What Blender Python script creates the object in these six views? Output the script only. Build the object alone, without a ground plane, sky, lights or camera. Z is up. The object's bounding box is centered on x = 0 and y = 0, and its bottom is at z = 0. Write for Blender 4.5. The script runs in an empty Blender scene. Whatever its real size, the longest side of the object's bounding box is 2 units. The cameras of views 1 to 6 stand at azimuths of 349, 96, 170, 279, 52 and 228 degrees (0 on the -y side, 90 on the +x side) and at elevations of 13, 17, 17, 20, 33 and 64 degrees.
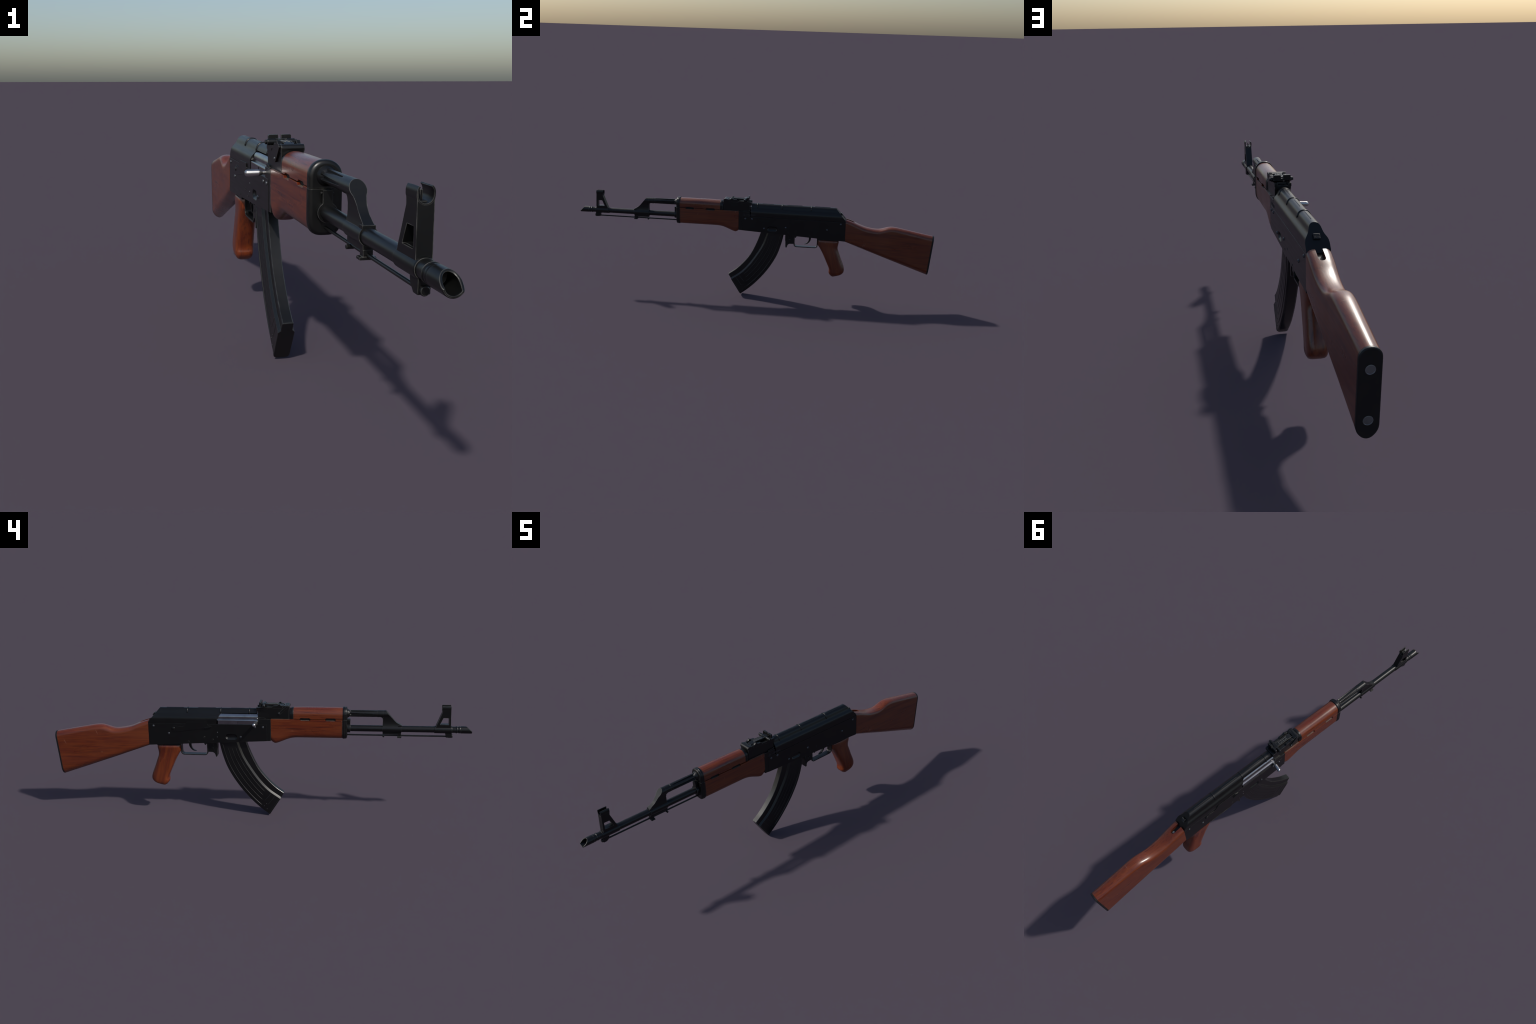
import bpy, bmesh, math, random
from mathutils import Vector

random.seed(7)
XC = 0.0217          # the rifle's plane of symmetry
BORE_Z = 0.4475     # height of the barrel axis
GAS_Z = 0.5187      # height of the gas tube axis

# ------------------------------------------------------------------ materials
def nodes_of(name):
    m = bpy.data.materials.new(name)
    m.use_nodes = True
    nt = m.node_tree
    return m, nt, nt.nodes["Principled BSDF"]

def N(nt, kind, **kw):
    n = nt.nodes.new(kind)
    for k, v in kw.items():
        if k.startswith("i_"):
            n.inputs[k[2:].replace("_", " ")].default_value = v
        else:
            setattr(n, k, v)
    return n

def ramp(nt, src, stops):
    r = nt.nodes.new("ShaderNodeValToRGB")
    el = r.color_ramp.elements
    while len(el) < len(stops):
        el.new(0.5)
    for e, (p, c) in zip(el, stops):
        e.position = p
        e.color = c if len(c) == 4 else (*c, 1)
    nt.links.new(src, r.inputs[0])
    return r.outputs[0]

def mix(nt, fac, a, b, blend="MIX"):
    n = nt.nodes.new("ShaderNodeMix")
    n.data_type = "RGBA"
    n.blend_type = blend
    for sock, v in ((n.inputs[0], fac), (n.inputs[6], a), (n.inputs[7], b)):
        if hasattr(v, "links"):
            nt.links.new(v, sock)
        elif isinstance(v, tuple):
            sock.default_value = v if len(v) == 4 else (*v, 1)
        else:
            sock.default_value = v
    return n.outputs[2]

def math_n(nt, op, a, b=0.0):
    n = nt.nodes.new("ShaderNodeMath")
    n.operation = op
    n.use_clamp = True
    for sock, v in ((n.inputs[0], a), (n.inputs[1], b)):
        if hasattr(v, "links"):
            nt.links.new(v, sock)
        else:
            sock.default_value = v
    return n.outputs[0]

def coords(nt, scale=(1, 1, 1), rot=(0, 0, 0)):
    tc = nt.nodes.new("ShaderNodeTexCoord")
    r = nt.nodes.new("ShaderNodeMapping")
    r.inputs["Rotation"].default_value = rot
    s = nt.nodes.new("ShaderNodeMapping")
    s.inputs["Scale"].default_value = scale
    nt.links.new(tc.outputs["Object"], r.inputs[0])
    nt.links.new(r.outputs[0], s.inputs[0])
    return s.outputs[0]

def noise(nt, vec, scale, detail=4, rough=0.55, dist=0.0):
    n = N(nt, "ShaderNodeTexNoise", i_Scale=scale, i_Detail=detail, i_Roughness=rough, i_Distortion=dist)
    nt.links.new(vec, n.inputs["Vector"])
    return n.outputs["Fac"]

def edge_wear(nt, radius, lo, hi, breakup_scale=60):
    """Mask of rubbed edges: where a rounded normal leaves the true one."""
    bev = N(nt, "ShaderNodeBevel", samples=6, i_Radius=radius)
    geo = nt.nodes.new("ShaderNodeNewGeometry")
    dot = N(nt, "ShaderNodeVectorMath", operation="DOT_PRODUCT")
    nt.links.new(bev.outputs[0], dot.inputs[0])
    nt.links.new(geo.outputs["Normal"], dot.inputs[1])
    inv = math_n(nt, "SUBTRACT", 1.0, dot.outputs["Value"])
    m = ramp(nt, inv, [(lo, (0, 0, 0)), (hi, (1, 1, 1))])
    nz = ramp(nt, noise(nt, coords(nt), breakup_scale, 3), [(0.35, (0.15, 0.15, 0.15)), (0.65, (1, 1, 1))])
    return math_n(nt, "MULTIPLY", m, nz)

def metal(name, base, worn, rough=0.42, wear=0.55, metallic=0.0, spec=0.40, wear_radius=0.0022, grain=0.05):
    m, nt, b = nodes_of(name)
    v = coords(nt)
    streak = noise(nt, coords(nt, (140, 9, 140)), 1.0, 5, 0.6)
    blotch = noise(nt, v, 14, 4, 0.6)
    dark = tuple(c * 0.75 for c in base)
    light = tuple(c * 1.35 for c in base)
    col = ramp(nt, blotch, [(0.3, dark), (0.7, light)])
    if wear > 0:
        w = math_n(nt, "MULTIPLY", edge_wear(nt, wear_radius, 0.012, 0.12), wear)
        col = mix(nt, w, col, worn)
    nt.links.new(col, b.inputs["Base Color"])
    rr = ramp(nt, streak, [(0.3, (rough - 0.025,) * 3), (0.7, (rough + 0.03,) * 3)])
    nt.links.new(rr, b.inputs["Roughness"])
    b.inputs["Metallic"].default_value = metallic
    b.inputs["Specular IOR Level"].default_value = spec
    bump = N(nt, "ShaderNodeBump", i_Strength=grain, i_Distance=0.0008)
    nt.links.new(noise(nt, v, 420, 3), bump.inputs["Height"])
    nt.links.new(bump.outputs[0], b.inputs["Normal"])
    return m

def wood(name, rot=(0, 0, 0), tone=1.0, seed=0.0):
    """Varnished red-brown wood; grain runs along local y after rot."""
    m, nt, b = nodes_of(name)
    v = coords(nt, (1, 1, 1), rot)
    off = N(nt, "ShaderNodeVectorMath", operation="ADD")
    off.inputs[1].default_value = (seed, seed * 1.7, seed * 0.6)
    nt.links.new(v, off.inputs[0])
    def st(s):
        q = nt.nodes.new("ShaderNodeMapping")
        q.inputs["Scale"].default_value = s
        nt.links.new(off.outputs[0], q.inputs[0])
        return q.outputs[0]
    broad = noise(nt, st((40, 2.2, 58)), 1.0, 5, 0.6, 0.5)
    fine = noise(nt, st((210, 7, 290)), 1.0, 4, 0.6, 0.3)
    patch = noise(nt, st((9, 4, 9)), 1.0, 3, 0.5)
    def k(*c):
        return tuple(x * tone for x in c)
    col = ramp(nt, broad, [(0.30, k(0.078, 0.0095, 0.0034)), (0.44, k(0.122, 0.0185, 0.0044)),
                           (0.56, k(0.162, 0.0320, 0.0054)), (0.70, k(0.112, 0.0150, 0.0040))])
    col = mix(nt, ramp(nt, fine, [(0.36, (0.7, 0.7, 0.7)), (0.50, (0, 0, 0))]), col, k(0.042, 0.0050, 0.0024))
    col = mix(nt, ramp(nt, patch, [(0.40, (0, 0, 0)), (0.68, (0.45, 0.45, 0.45))]), col, k(0.190, 0.0410, 0.0070))
    # small dents and rubbed spots where the varnish is gone
    vor = N(nt, "ShaderNodeTexVoronoi", feature="F1", i_Scale=1.0)
    nt.links.new(st((55, 20, 38)), vor.inputs["Vector"])
    sel = N(nt, "ShaderNodeSeparateColor")
    nt.links.new(vor.outputs["Color"], sel.inputs[0])
    spot = math_n(nt, "MULTIPLY",
                  ramp(nt, vor.outputs["Distance"], [(0.05, (1, 1, 1)), (0.16, (0, 0, 0))]),
                  math_n(nt, "GREATER_THAN", sel.outputs[0], 0.90))
    col = mix(nt, math_n(nt, "MULTIPLY", spot, 0.45), col, k(0.28, 0.12, 0.07))
    # short thin scratches across the grain
    vs = N(nt, "ShaderNodeTexVoronoi", feature="F1", i_Scale=1.0)
    tilt = nt.nodes.new("ShaderNodeMapping")
    tilt.inputs["Rotation"].default_value = (0.35, 0, 0)
    nt.links.new(off.outputs[0], tilt.inputs[0])
    sq = nt.nodes.new("ShaderNodeMapping")
    sq.inputs["Scale"].default_value = (16, 130, 17)
    nt.links.new(tilt.outputs[0], sq.inputs[0])
    nt.links.new(sq.outputs[0], vs.inputs["Vector"])
    sc = N(nt, "ShaderNodeSeparateColor")
    nt.links.new(vs.outputs["Color"], sc.inputs[0])
    scratch = math_n(nt, "MULTIPLY",
                     ramp(nt, vs.outputs["Distance"], [(0.12, (1, 1, 1)), (0.26, (0, 0, 0))]),
                     math_n(nt, "GREATER_THAN", sc.outputs[1], 0.955))
    col = mix(nt, math_n(nt, "MULTIPLY", scratch, 0.5), col, k(0.30, 0.14, 0.09))
    rub = math_n(nt, "MULTIPLY", edge_wear(nt, 0.003, 0.03, 0.30, 40), 0.35)
    col = mix(nt, rub, col, k(0.20, 0.060, 0.03))
    nt.links.new(col, b.inputs["Base Color"])
    rr = ramp(nt, patch, [(0.38, (0.26,) * 3), (0.62, (0.42,) * 3)])
    nt.links.new(rr, b.inputs["Roughness"])
    b.inputs["Specular IOR Level"].default_value = 0.5
    b.inputs["Coat Weight"].default_value = 0.35
    b.inputs["Coat Roughness"].default_value = 0.22
    bump = N(nt, "ShaderNodeBump", i_Strength=0.10, i_Distance=0.001)
    nt.links.new(fine, bump.inputs["Height"])
    nt.links.new(bump.outputs[0], b.inputs["Normal"])
    return m

BLACK = metal("blackened_steel", (0.0036, 0.0038, 0.0038), (0.16, 0.16, 0.15), 0.34, 0.75)
SHEET = metal("black_sheet_steel", (0.0032, 0.0033, 0.0034), (0.07, 0.07, 0.068), 0.33, 0.3)
MAGST = metal("black_magazine_steel", (0.0031, 0.0032, 0.0033), (0.15, 0.15, 0.14), 0.34, 0.7, spec=0.5)
MAGRIB = metal("black_pressed_rib_steel", (0.0038, 0.0039, 0.0040), (0.1, 0.1, 0.1), 0.36, 0.0)
BRIGHT = metal("polished_steel", (0.30, 0.30, 0.31), (0.70, 0.70, 0.70), 0.22, 0.0, 1.0, grain=0.0)
HANDLE = metal("bright_handle_steel", (0.58, 0.57, 0.56), (0.7, 0.7, 0.7), 0.30, 0.0, 1.0, grain=0.0)
TUBE = metal("blackened_tube_steel", (0.0045, 0.0047, 0.0047), (0.10, 0.10, 0.10), 0.34, 0.25, grain=0.02)
RIVET = metal("rivet_steel", (0.070, 0.074, 0.082), (0.30, 0.30, 0.31), 0.30, 0.5, 0.6)
SCREW = metal("screw_steel", (0.20, 0.205, 0.21), (0.35, 0.35, 0.35), 0.38, 0.5, 0.7)
RUBBER = metal("black_butt_metal", (0.0070, 0.0072, 0.0075), (0.03, 0.03, 0.03), 0.45, 0.3)
MARK = metal("pale_marking", (0.030, 0.031, 0.034), (0.06, 0.06, 0.06), 0.5, 0.0)
SCALE = metal("worn_scale_marking", (0.16, 0.16, 0.15), (0.3, 0.3, 0.3), 0.5, 0.0)
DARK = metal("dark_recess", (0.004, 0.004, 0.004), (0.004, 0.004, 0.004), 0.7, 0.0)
LIP = metal("rubbed_lip", (0.10, 0.075, 0.060), (0.1, 0.1, 0.1), 0.45, 0.0)
WOOD_STOCK = wood("varnished_wood_stock", (math.radians(2), 0, 0), 0.84, 0.3)
WOOD_GUARD = wood("varnished_wood_handguard", (0, 0, 0), 0.84, 2.1)
WOOD_TOP = wood("varnished_wood_upper", (0, 0, 0), 0.84, 4.4)
WOOD_GRIP = wood("varnished_wood_grip", (math.radians(75), 0, 0), 0.90, 6.2)

# ------------------------------------------------------------------ modelling kit
root = bpy.data.objects.new("rifle", None)
bpy.context.scene.collection.objects.link(root)
root["label"] = "black steel rifle with red-brown wooden stock and curved magazine"
root["category"] = "rifle"

def raw(name, verts, faces):
    me = bpy.data.meshes.new(name)
    me.from_pydata([tuple(v) for v in verts], [], faces)
    me.update()
    bm = bmesh.new()
    bm.from_mesh(me)
    bmesh.ops.remove_doubles(bm, verts=bm.verts, dist=1e-6)
    bmesh.ops.recalc_face_normals(bm, faces=bm.faces)
    bm.to_mesh(me)
    bm.free()
    ob = bpy.data.objects.new(name, me)
    bpy.context.scene.collection.objects.link(ob)
    return ob

def loft(name, rings, close_ends=True):
    n = len(rings[0])
    verts = [p for r in rings for p in r]
    faces = []
    for k in range(len(rings) - 1):
        a, b = k * n, (k + 1) * n
        for i in range(n):
            j = (i + 1) % n
            faces.append((a + i, a + j, b + j, b + i))
    if close_ends:
        faces.append(tuple(range(n)))
        faces.append(tuple(range((len(rings) - 1) * n, len(rings) * n)))
    return raw(name, verts, faces)

def prism_x(name, outline, x0, x1):
    """(y, z) outline pushed along x; x relative to the centre plane."""
    return loft(name, [[(XC + x, y, z) for y, z in outline] for x in (x0, x1)])

def prism_y(name, outline, y0, y1):
    """(x, z) outline pushed along y."""
    return loft(name, [[(XC + x, y, z) for x, z in outline] for y in (y0, y1)])

def box(name, x0, x1, y0, y1, z0, z1):
    return prism_x(name, [(y0, z0), (y1, z0), (y1, z1), (y0, z1)], x0, x1)

def lathe_y(name, profile, zc, seg=40, xc=0.0, rad=None):
    rings = []
    for y, r in profile:
        ring = []
        for i in range(seg):
            a = 2 * math.pi * i / seg
            q = r if rad is None else rad(y, a, r)
            ring.append((XC + xc + q * math.cos(a), y, zc + q * math.sin(a)))
        rings.append(ring)
    return loft(name, rings)

def lathe_x(name, profile, y, z, seg=28, path=None):
    rings = []
    for x, r in profile:
        dy, dz = path(x) if path else (0, 0)
        rings.append([(XC + x, y + dy + r * math.cos(2 * math.pi * i / seg),
                       z + dz + r * math.sin(2 * math.pi * i / seg)) for i in range(seg)])
    return loft(name, rings)

def tube(name, pts, r, seg=10):
    """Round bar swept along 3D points (x relative to the centre plane)."""
    P = [Vector((XC + p[0], p[1], p[2])) for p in pts]
    rings = []
    ref = None
    for i, p in enumerate(P):
        t = (P[min(i + 1, len(P) - 1)] - P[max(i - 1, 0)]).normalized()
        if ref is None:
            ref = Vector((1, 0, 0)) if abs(t.x) < 0.8 else Vector((0, 0, 1))
        u = (ref - t * ref.dot(t)).normalized()
        ref = u
        w = t.cross(u)
        q = r[i] if isinstance(r, (list, tuple)) else r
        rings.append([tuple(p + u * q * math.cos(2 * math.pi * k / seg) + w * q * math.sin(2 * math.pi * k / seg))
                      for k in range(seg)])
    return loft(name, rings)

def spline(pts, n):
    """Catmull-Rom through pts, n samples even in arc length."""
    P = [Vector(p) for p in pts]
    P = [P[0] * 2 - P[1]] + P + [P[-1] * 2 - P[-2]]
    dense = []
    for i in range(1, len(P) - 2):
        for k in range(24):
            t = k / 24
            a, b, c, d = P[i - 1], P[i], P[i + 1], P[i + 2]
            dense.append(0.5 * ((2 * b) + (c - a) * t + (2 * a - 5 * b + 4 * c - d) * t * t + (3 * b - a - 3 * c + d) * t ** 3))
    dense.append(P[-2])
    L = [0.0]
    for a, b in zip(dense, dense[1:]):
        L.append(L[-1] + (b - a).length)
    out = []
    j = 0
    for k in range(n):
        s = L[-1] * k / (n - 1)
        while j < len(L) - 2 and L[j + 1] < s:
            j += 1
        f = (s - L[j]) / max(L[j + 1] - L[j], 1e-9)
        out.append(dense[j].lerp(dense[j + 1], min(max(f, 0), 1)))
    return out

def lerp_table(tab, t):
    for (a, va), (b, vb) in zip(tab, tab[1:]):
        if t <= b:
            f = max(0.0, (t - a) / (b - a))
            return va + (vb - va) * f
    return tab[-1][1]

def arc(cy, cz, r, a0, a1, n=8):
    return [(cy + r * math.cos(math.radians(a0 + (a1 - a0) * i / n)),
             cz + r * math.sin(math.radians(a0 + (a1 - a0) * i / n))) for i in range(n + 1)]

def rounded(pts, r, n=5):
    """Fillet the corners of a closed polygon; r is one radius or one per corner."""
    out = []
    m = len(pts)
    for i, p in enumerate(pts):
        q = r[i] if isinstance(r, (list, tuple)) else r
        P = Vector(p)
        A, B = Vector(pts[i - 1]), Vector(pts[(i + 1) % m])
        if q <= 0:
            out.append(tuple(P))
            continue
        la, lb = min(q, (A - P).length * 0.49), min(q, (B - P).length * 0.49)
        a, b = P + (A - P).normalized() * la, P + (B - P).normalized() * lb
        for k in range(n + 1):
            t = k / n
            out.append(tuple(a * (1 - t) ** 2 + P * 2 * t * (1 - t) + b * t * t))
    return out

def boolean(ob, others, op="DIFFERENCE"):
    for o in others:
        m = ob.modifiers.new("b", "BOOLEAN")
        m.operation = op
        m.object = o
        m.solver = "EXACT"
    bake(ob)
    for o in others:
        me = o.data
        bpy.data.objects.remove(o)
        bpy.data.meshes.remove(me)
    return ob

def bake(ob):
    dg = bpy.context.evaluated_depsgraph_get()
    me = bpy.data.meshes.new_from_object(ob.evaluated_get(dg))
    ob.modifiers.clear()
    old = ob.data
    ob.data = me
    bpy.data.meshes.remove(old)
    return ob

def finish(ob, mat, parent, bevel=0.0, seg=2, angle=32, name=None, smooth=38):
    if bevel > 0:
        m = ob.modifiers.new("bevel", "BEVEL")
        m.width = bevel
        m.segments = seg
        m.limit_method = "ANGLE"
        m.angle_limit = math.radians(angle)
        m.use_clamp_overlap = True
        m.miter_outer = "MITER_ARC"
        bake(ob)
    me = ob.data
    me.materials.clear()
    me.materials.append(mat)
    me.shade_smooth()
    me.set_sharp_from_angle(angle=math.radians(smooth))
    w = ob.modifiers.new("weighted", "WEIGHTED_NORMAL")
    w.keep_sharp = True
    bake(ob)
    me = ob.data
    ob.parent = parent
    if name:
        ob.name = name
    me.name = ob.name
    return ob

def join(obs, name):
    bm = bmesh.new()
    for o in obs:
        bm.from_mesh(o.data)
    me = bpy.data.meshes.new(name)
    bm.to_mesh(me)
    bm.free()
    for o in obs:
        d = o.data
        bpy.data.objects.remove(o)
        bpy.data.meshes.remove(d)
    ob = bpy.data.objects.new(name, me)
    bpy.context.scene.collection.objects.link(ob)
    return ob

def copy_of(ob, parent, loc=(0, 0, 0), scale=(1, 1, 1)):
    o = ob.copy()
    bpy.context.scene.collection.objects.link(o)
    o.parent = parent
    o.location = loc
    o.scale = scale
    return o

# ------------------------------------------------------------------ barrel group
barrel = lathe_y("barrel", [(-0.04, 0.0150), (-0.44, 0.0150), (-0.60, 0.0149), (-0.90, 0.0148), (-0.925, 0.0148)], BORE_Z, 44)
finish(barrel, BLACK, root)

def brake_end(h):
    """Slanted mouth: upper lip set back, lower lip straight."""
    return -0.9760 + (-1.0 + 0.9760) * min(1.0, max(0.0, (0.0172 - h) / 0.0232))
seg = 56
ro, ri = 0.0168, 0.0126
outer_profile = [(-0.9095, 0.0148), (-0.9270, 0.0148), (-0.9285, 0.0162), (-0.9340, 0.0165), (-0.9358, 0.0148),
                 (-0.9400, 0.0148), (-0.9418, 0.0163), (-0.9462, 0.0163), (-0.9474, 0.0153), (-0.9490, 0.0153), (-0.9502, ro)]
rings = []
tilt = math.radians(8)
angs = [2 * math.pi * i / seg for i in range(seg)]
for y, r in outer_profile:
    rings.append([(XC + r * math.cos(a), y, BORE_Z + r * math.sin(a)) for a in angs])
for r, dy in ((ro, 0.0012), (ro - 0.0012, 0.0), (ri + 0.0008, 0.0), (ri, 0.0012)):
    rings.append([(XC + r * math.cos(a), brake_end(ro * math.sin(a + tilt)) + dy, BORE_Z + r * math.sin(a)) for a in angs])
rings.append([(XC + ri * math.cos(a), -0.951, BORE_Z + ri * math.sin(a)) for a in angs])
rings.append([(XC + 0.006 * math.cos(a), -0.950, BORE_Z + 0.006 * math.sin(a)) for a in angs])
rings.append([(XC + 0.006 * math.cos(a), -0.935, BORE_Z + 0.006 * math.sin(a)) for a in angs])
brake = loft("muzzle_brake", rings)
finish(brake, BLACK, root, smooth=45)

rod = lathe_y("cleaning_rod", [(-0.425, 0.0036), (-0.886, 0.0036)], 0.4155, 16)
finish(rod, BLACK, root)
rod_tip = lathe_y("cleaning_rod_head", [(-0.884, 0.0045), (-0.888, 0.0080), (-0.9135, 0.0080), (-0.9155, 0.0066)], 0.4172, 24)
finish(rod_tip, BLACK, rod, smooth=45)

# ------------------------------------------------------------------ front sight
fs = lathe_y("front_sight", [(-0.8325, 0.0160), (-0.8335, 0.0173), (-0.9085, 0.0173), (-0.9110, 0.0160)], BORE_Z, 44)
finish(fs, BLACK, root, smooth=50)
tower = prism_x("sight_tower", [(-0.9055, 0.455), (-0.9022, 0.5480), (-0.8634, 0.5480), (-0.8650, 0.5310), (-0.8405, 0.4680), (-0.8365, 0.455)], -0.0128, 0.0128)
window = prism_x("w", rounded([(-0.8955, 0.4735), (-0.8950, 0.5050), (-0.8700, 0.5050), (-0.8560, 0.4735)], 0.0015, 3), -0.03, 0.03)
boolean(tower, [window])
bore_clear = lathe_y("c", [(-0.80, 0.0150), (-0.95, 0.0150)], BORE_Z, 32)
boolean(tower, [bore_clear, lathe_y("c", [(-0.80, 0.0112), (-0.95, 0.0112)], 0.5480, 40)])
finish(tower, BLACK, fs, 0.0012)
def hood_ring(y0, y1):
    """Upright oval hood, open at the top between two curling ears."""
    def side(r):
        p = [(r * math.cos(math.radians(a)), 0.5522 + r * math.sin(math.radians(a))) for a in range(48, -1, -6)]
        p += [(r * math.cos(math.radians(a)), 0.5480 + r * math.sin(math.radians(a))) for a in range(0, -181, -10)]
        p += [(r * math.cos(math.radians(a)), 0.5522 + r * math.sin(math.radians(a))) for a in range(180, 133, -6)]
        return p
    return prism_y("sight_hood", side(0.0138) + side(0.0109)[::-1], y0, y1)
hood = hood_ring(-0.9028, -0.8628)
finish(hood, BLACK, fs, 0.0007, smooth=30)
pad = box("sight_post_seat", -0.0065, 0.0065, -0.893, -0.873, 0.532, 0.5395)
finish(pad, BLACK, fs, 0.0008)
post = join([box("a", -0.0020, 0.0020, -0.8860, -0.8815, 0.536, 0.5545),
             box("b", -0.0014, 0.0014, -0.8815, -0.8690, 0.538, 0.5520)], "sight_post")
finish(post, BLACK, fs, 0.0004)
saddle = prism_x("sight_saddle", [(-0.8945, 0.455), (-0.8945, 0.4725), (-0.8780, 0.4745), (-0.8570, 0.4745), (-0.8500, 0.455)], -0.0085, 0.0085)
finish(saddle, BLACK, fs, 0.0010)
lug = prism_x("rod_lug", [(-0.9110, 0.440), (-0.9110, 0.4105), (-0.8955, 0.4105), (-0.8830, 0.4225), (-0.8790, 0.440)], -0.0100, 0.0100)
finish(lug, BLACK, fs, 0.0018)

# ------------------------------------------------------------------ gas block and tube
def dumbbell():
    right = []
    for a in range(-90, 52, 6):
        right.append((0.0174 * math.cos(math.radians(a)), BORE_Z + 0.0174 * math.sin(math.radians(a))))
    right += [(0.0098, 0.4690), (0.0092, 0.4800), (0.0094, 0.4930), (0.0108, 0.5020)]
    for a in range(-40, 91, 6):
        right.append((0.0161 * math.cos(math.radians(a)), GAS_Z + 0.0161 * math.sin(math.radians(a))))
    left = [(-x, z) for x, z in reversed(right[1:-1])]
    return right + left
side = [(-0.5985, 0.4245), (-0.5985, 0.540), (-0.6130, 0.540)]
face_curve = spline([(-0.6130, 0.5345), (-0.6235, 0.5210), (-0.6385, 0.5035), (-0.6580, 0.4822), (-0.6845, 0.4660)], 15)
side += [tuple(p) for p in face_curve] + [(-0.6845, 0.4245)]
gas_block = prism_y("gas_block", dumbbell(), -0.57, -0.70)
boolean(gas_block, [prism_x("s", side, -0.04, 0.04)], "INTERSECT")
finish(gas_block, BLACK, root, 0.0011, smooth=42)
sleeve = lathe_y("gas_block_sleeve", [(-0.5712, 0.0152), (-0.5720, 0.0161), (-0.6125, 0.0161)], GAS_Z, 44)
finish(sleeve, BLACK, gas_block, smooth=45)
fillet = prism_x("gas_block_fillet", [(-0.6000, 0.4930), (-0.5980, 0.4930), (-0.5970, 0.4985), (-0.5945, 0.5020), (-0.5890, 0.5035), (-0.5890, 0.5070), (-0.6000, 0.5070)], -0.0092, 0.0092)
finish(fillet, BLACK, gas_block, smooth=50)
collar = prism_y("gas_block_collar", [(-0.0122, 0.455), (0.0122, 0.455), (0.0120, 0.4668), (-0.0120, 0.4668)], -0.6856, -0.668)
finish(collar, BLACK, gas_block, 0.0010)
rail = prism_x("rod_rail", [(-0.6835, 0.440), (-0.6835, 0.4215), (-0.5990, 0.4225), (-0.5990, 0.440)], -0.0095, 0.0095)
finish(rail, BLACK, gas_block, 0.0018)
foot = join([box("a", -0.0090, 0.0090, -0.6842, -0.6674, 0.4085, 0.425),
             box("b", -0.0150, 0.0150, -0.6850, -0.6665, 0.4068, 0.4125)], "rod_lug")
finish(foot, BLACK, gas_block, 0.0014)
nub = lathe_x("sling_nub", [(-0.0125, 0.0030), (-0.0115, 0.0045), (0.0115, 0.0045), (0.0125, 0.0030)], -0.6030, 0.4130, 16)
finish(nub, BLACK, gas_block, smooth=50)

def fluted(y, a, r):
    """Six tapering flutes, deepest and widest near the handguard."""
    if not (-0.562 < y < -0.446):
        return r
    t = (y + 0.562) / (0.562 - 0.446)
    half = math.radians(6 + 17 * t)
    d = 0.0030 + 0.0030 * t
    end = min(1.0, (1 - t) / 0.06, t / 0.05)
    w = math.radians(60)
    off = (a + w / 2) % w - w / 2
    k = max(0.0, 1 - (off / half) ** 2)
    return r - d * end * min(1.0, k * 1.6)
prof = [(-0.425, 0.0185), (-0.436, 0.0205), (-0.4380, 0.0203), (-0.4440, 0.0165)]
prof += [(-0.4462 - 0.1165 * i / 46, 0.0156) for i in range(47)] + [(-0.5705, 0.0156), (-0.5712, 0.0150), (-0.5735, 0.0150)]
gas_tube = lathe_y("gas_tube", prof, GAS_Z, 180, rad=fluted)
finish(gas_tube, TUBE, root, smooth=40)

# ------------------------------------------------------------------ handguards
def guard_section(hw, top, bottom, crown=None, n_exp=3.2, m=44):
    """U-shaped lower section: flat top, straight sides, rounded belly."""
    pts = [(-hw, top), (hw, top)]
    zc = bottom + min(0.044, (top - bottom) * 0.48)
    for k in range(m + 1):
        a = -math.pi * k / m
        c, s = math.cos(a), math.sin(a)
        pts.append((hw * math.copysign(abs(c) ** (2 / n_exp), c), zc + (zc - bottom) * math.copysign(abs(s) ** (2 / n_exp), s)))
    return pts

def crown_section(hw, bottom, top, m=36):
    pts = [(-hw, bottom), (hw, bottom)]
    zc = top - hw * 0.98
    for k in range(m + 1):
        a = math.pi * k / m
        c, s = math.cos(a), math.sin(a)
        pts.append((hw * math.copysign(abs(c) ** (2 / 2.15), c), zc + (top - zc) * abs(s) ** (2 / 2.15)))
    return pts

belly = [(-0.4170, 0.4008), (-0.30, 0.4008), (-0.215, 0.4005), (-0.190, 0.3995), (-0.165, 0.3945), (-0.140, 0.3850), (-0.120, 0.3765),
         (-0.105, 0.3715), (-0.095, 0.3715), (-0.0805, 0.3810)]
bel = spline(belly, 60)
lower = loft("lower_handguard", [[(XC + x, p[0], z) for x, z in guard_section(
    lerp_table([(-0.43, 0.0330), (-0.25, 0.0342), (-0.10, 0.0338), (-0.08, 0.0332)], p[0]), 0.4936, p[1])] for p in bel])
cuts = []
SLOTS = ((-0.213, -0.269), (-0.332, -0.386))
for sx in (-1, 1):
    for a, b in SLOTS:
        cuts.append(prism_x("k", [(a, 0.496), (a - 0.006, 0.4882), (b + 0.006, 0.4882), (b, 0.496)], sx * 0.022, sx * 0.05))
boolean(lower, cuts)
finish(lower, WOOD_GUARD, root, 0.0014, smooth=40)
lips = []
for sx in (-1, 1):
    lips.append(box("k", sx * 0.0285, sx * 0.0322, -0.168, -0.084, 0.4930, 0.4941))
    for a, b in SLOTS:
        lips.append(box("k", sx * 0.0245, sx * 0.0328, a - 0.0075, b + 0.0075, 0.4875, 0.4889))
lips = join(lips, "handguard_lip")
finish(lips, LIP, lower)
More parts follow.
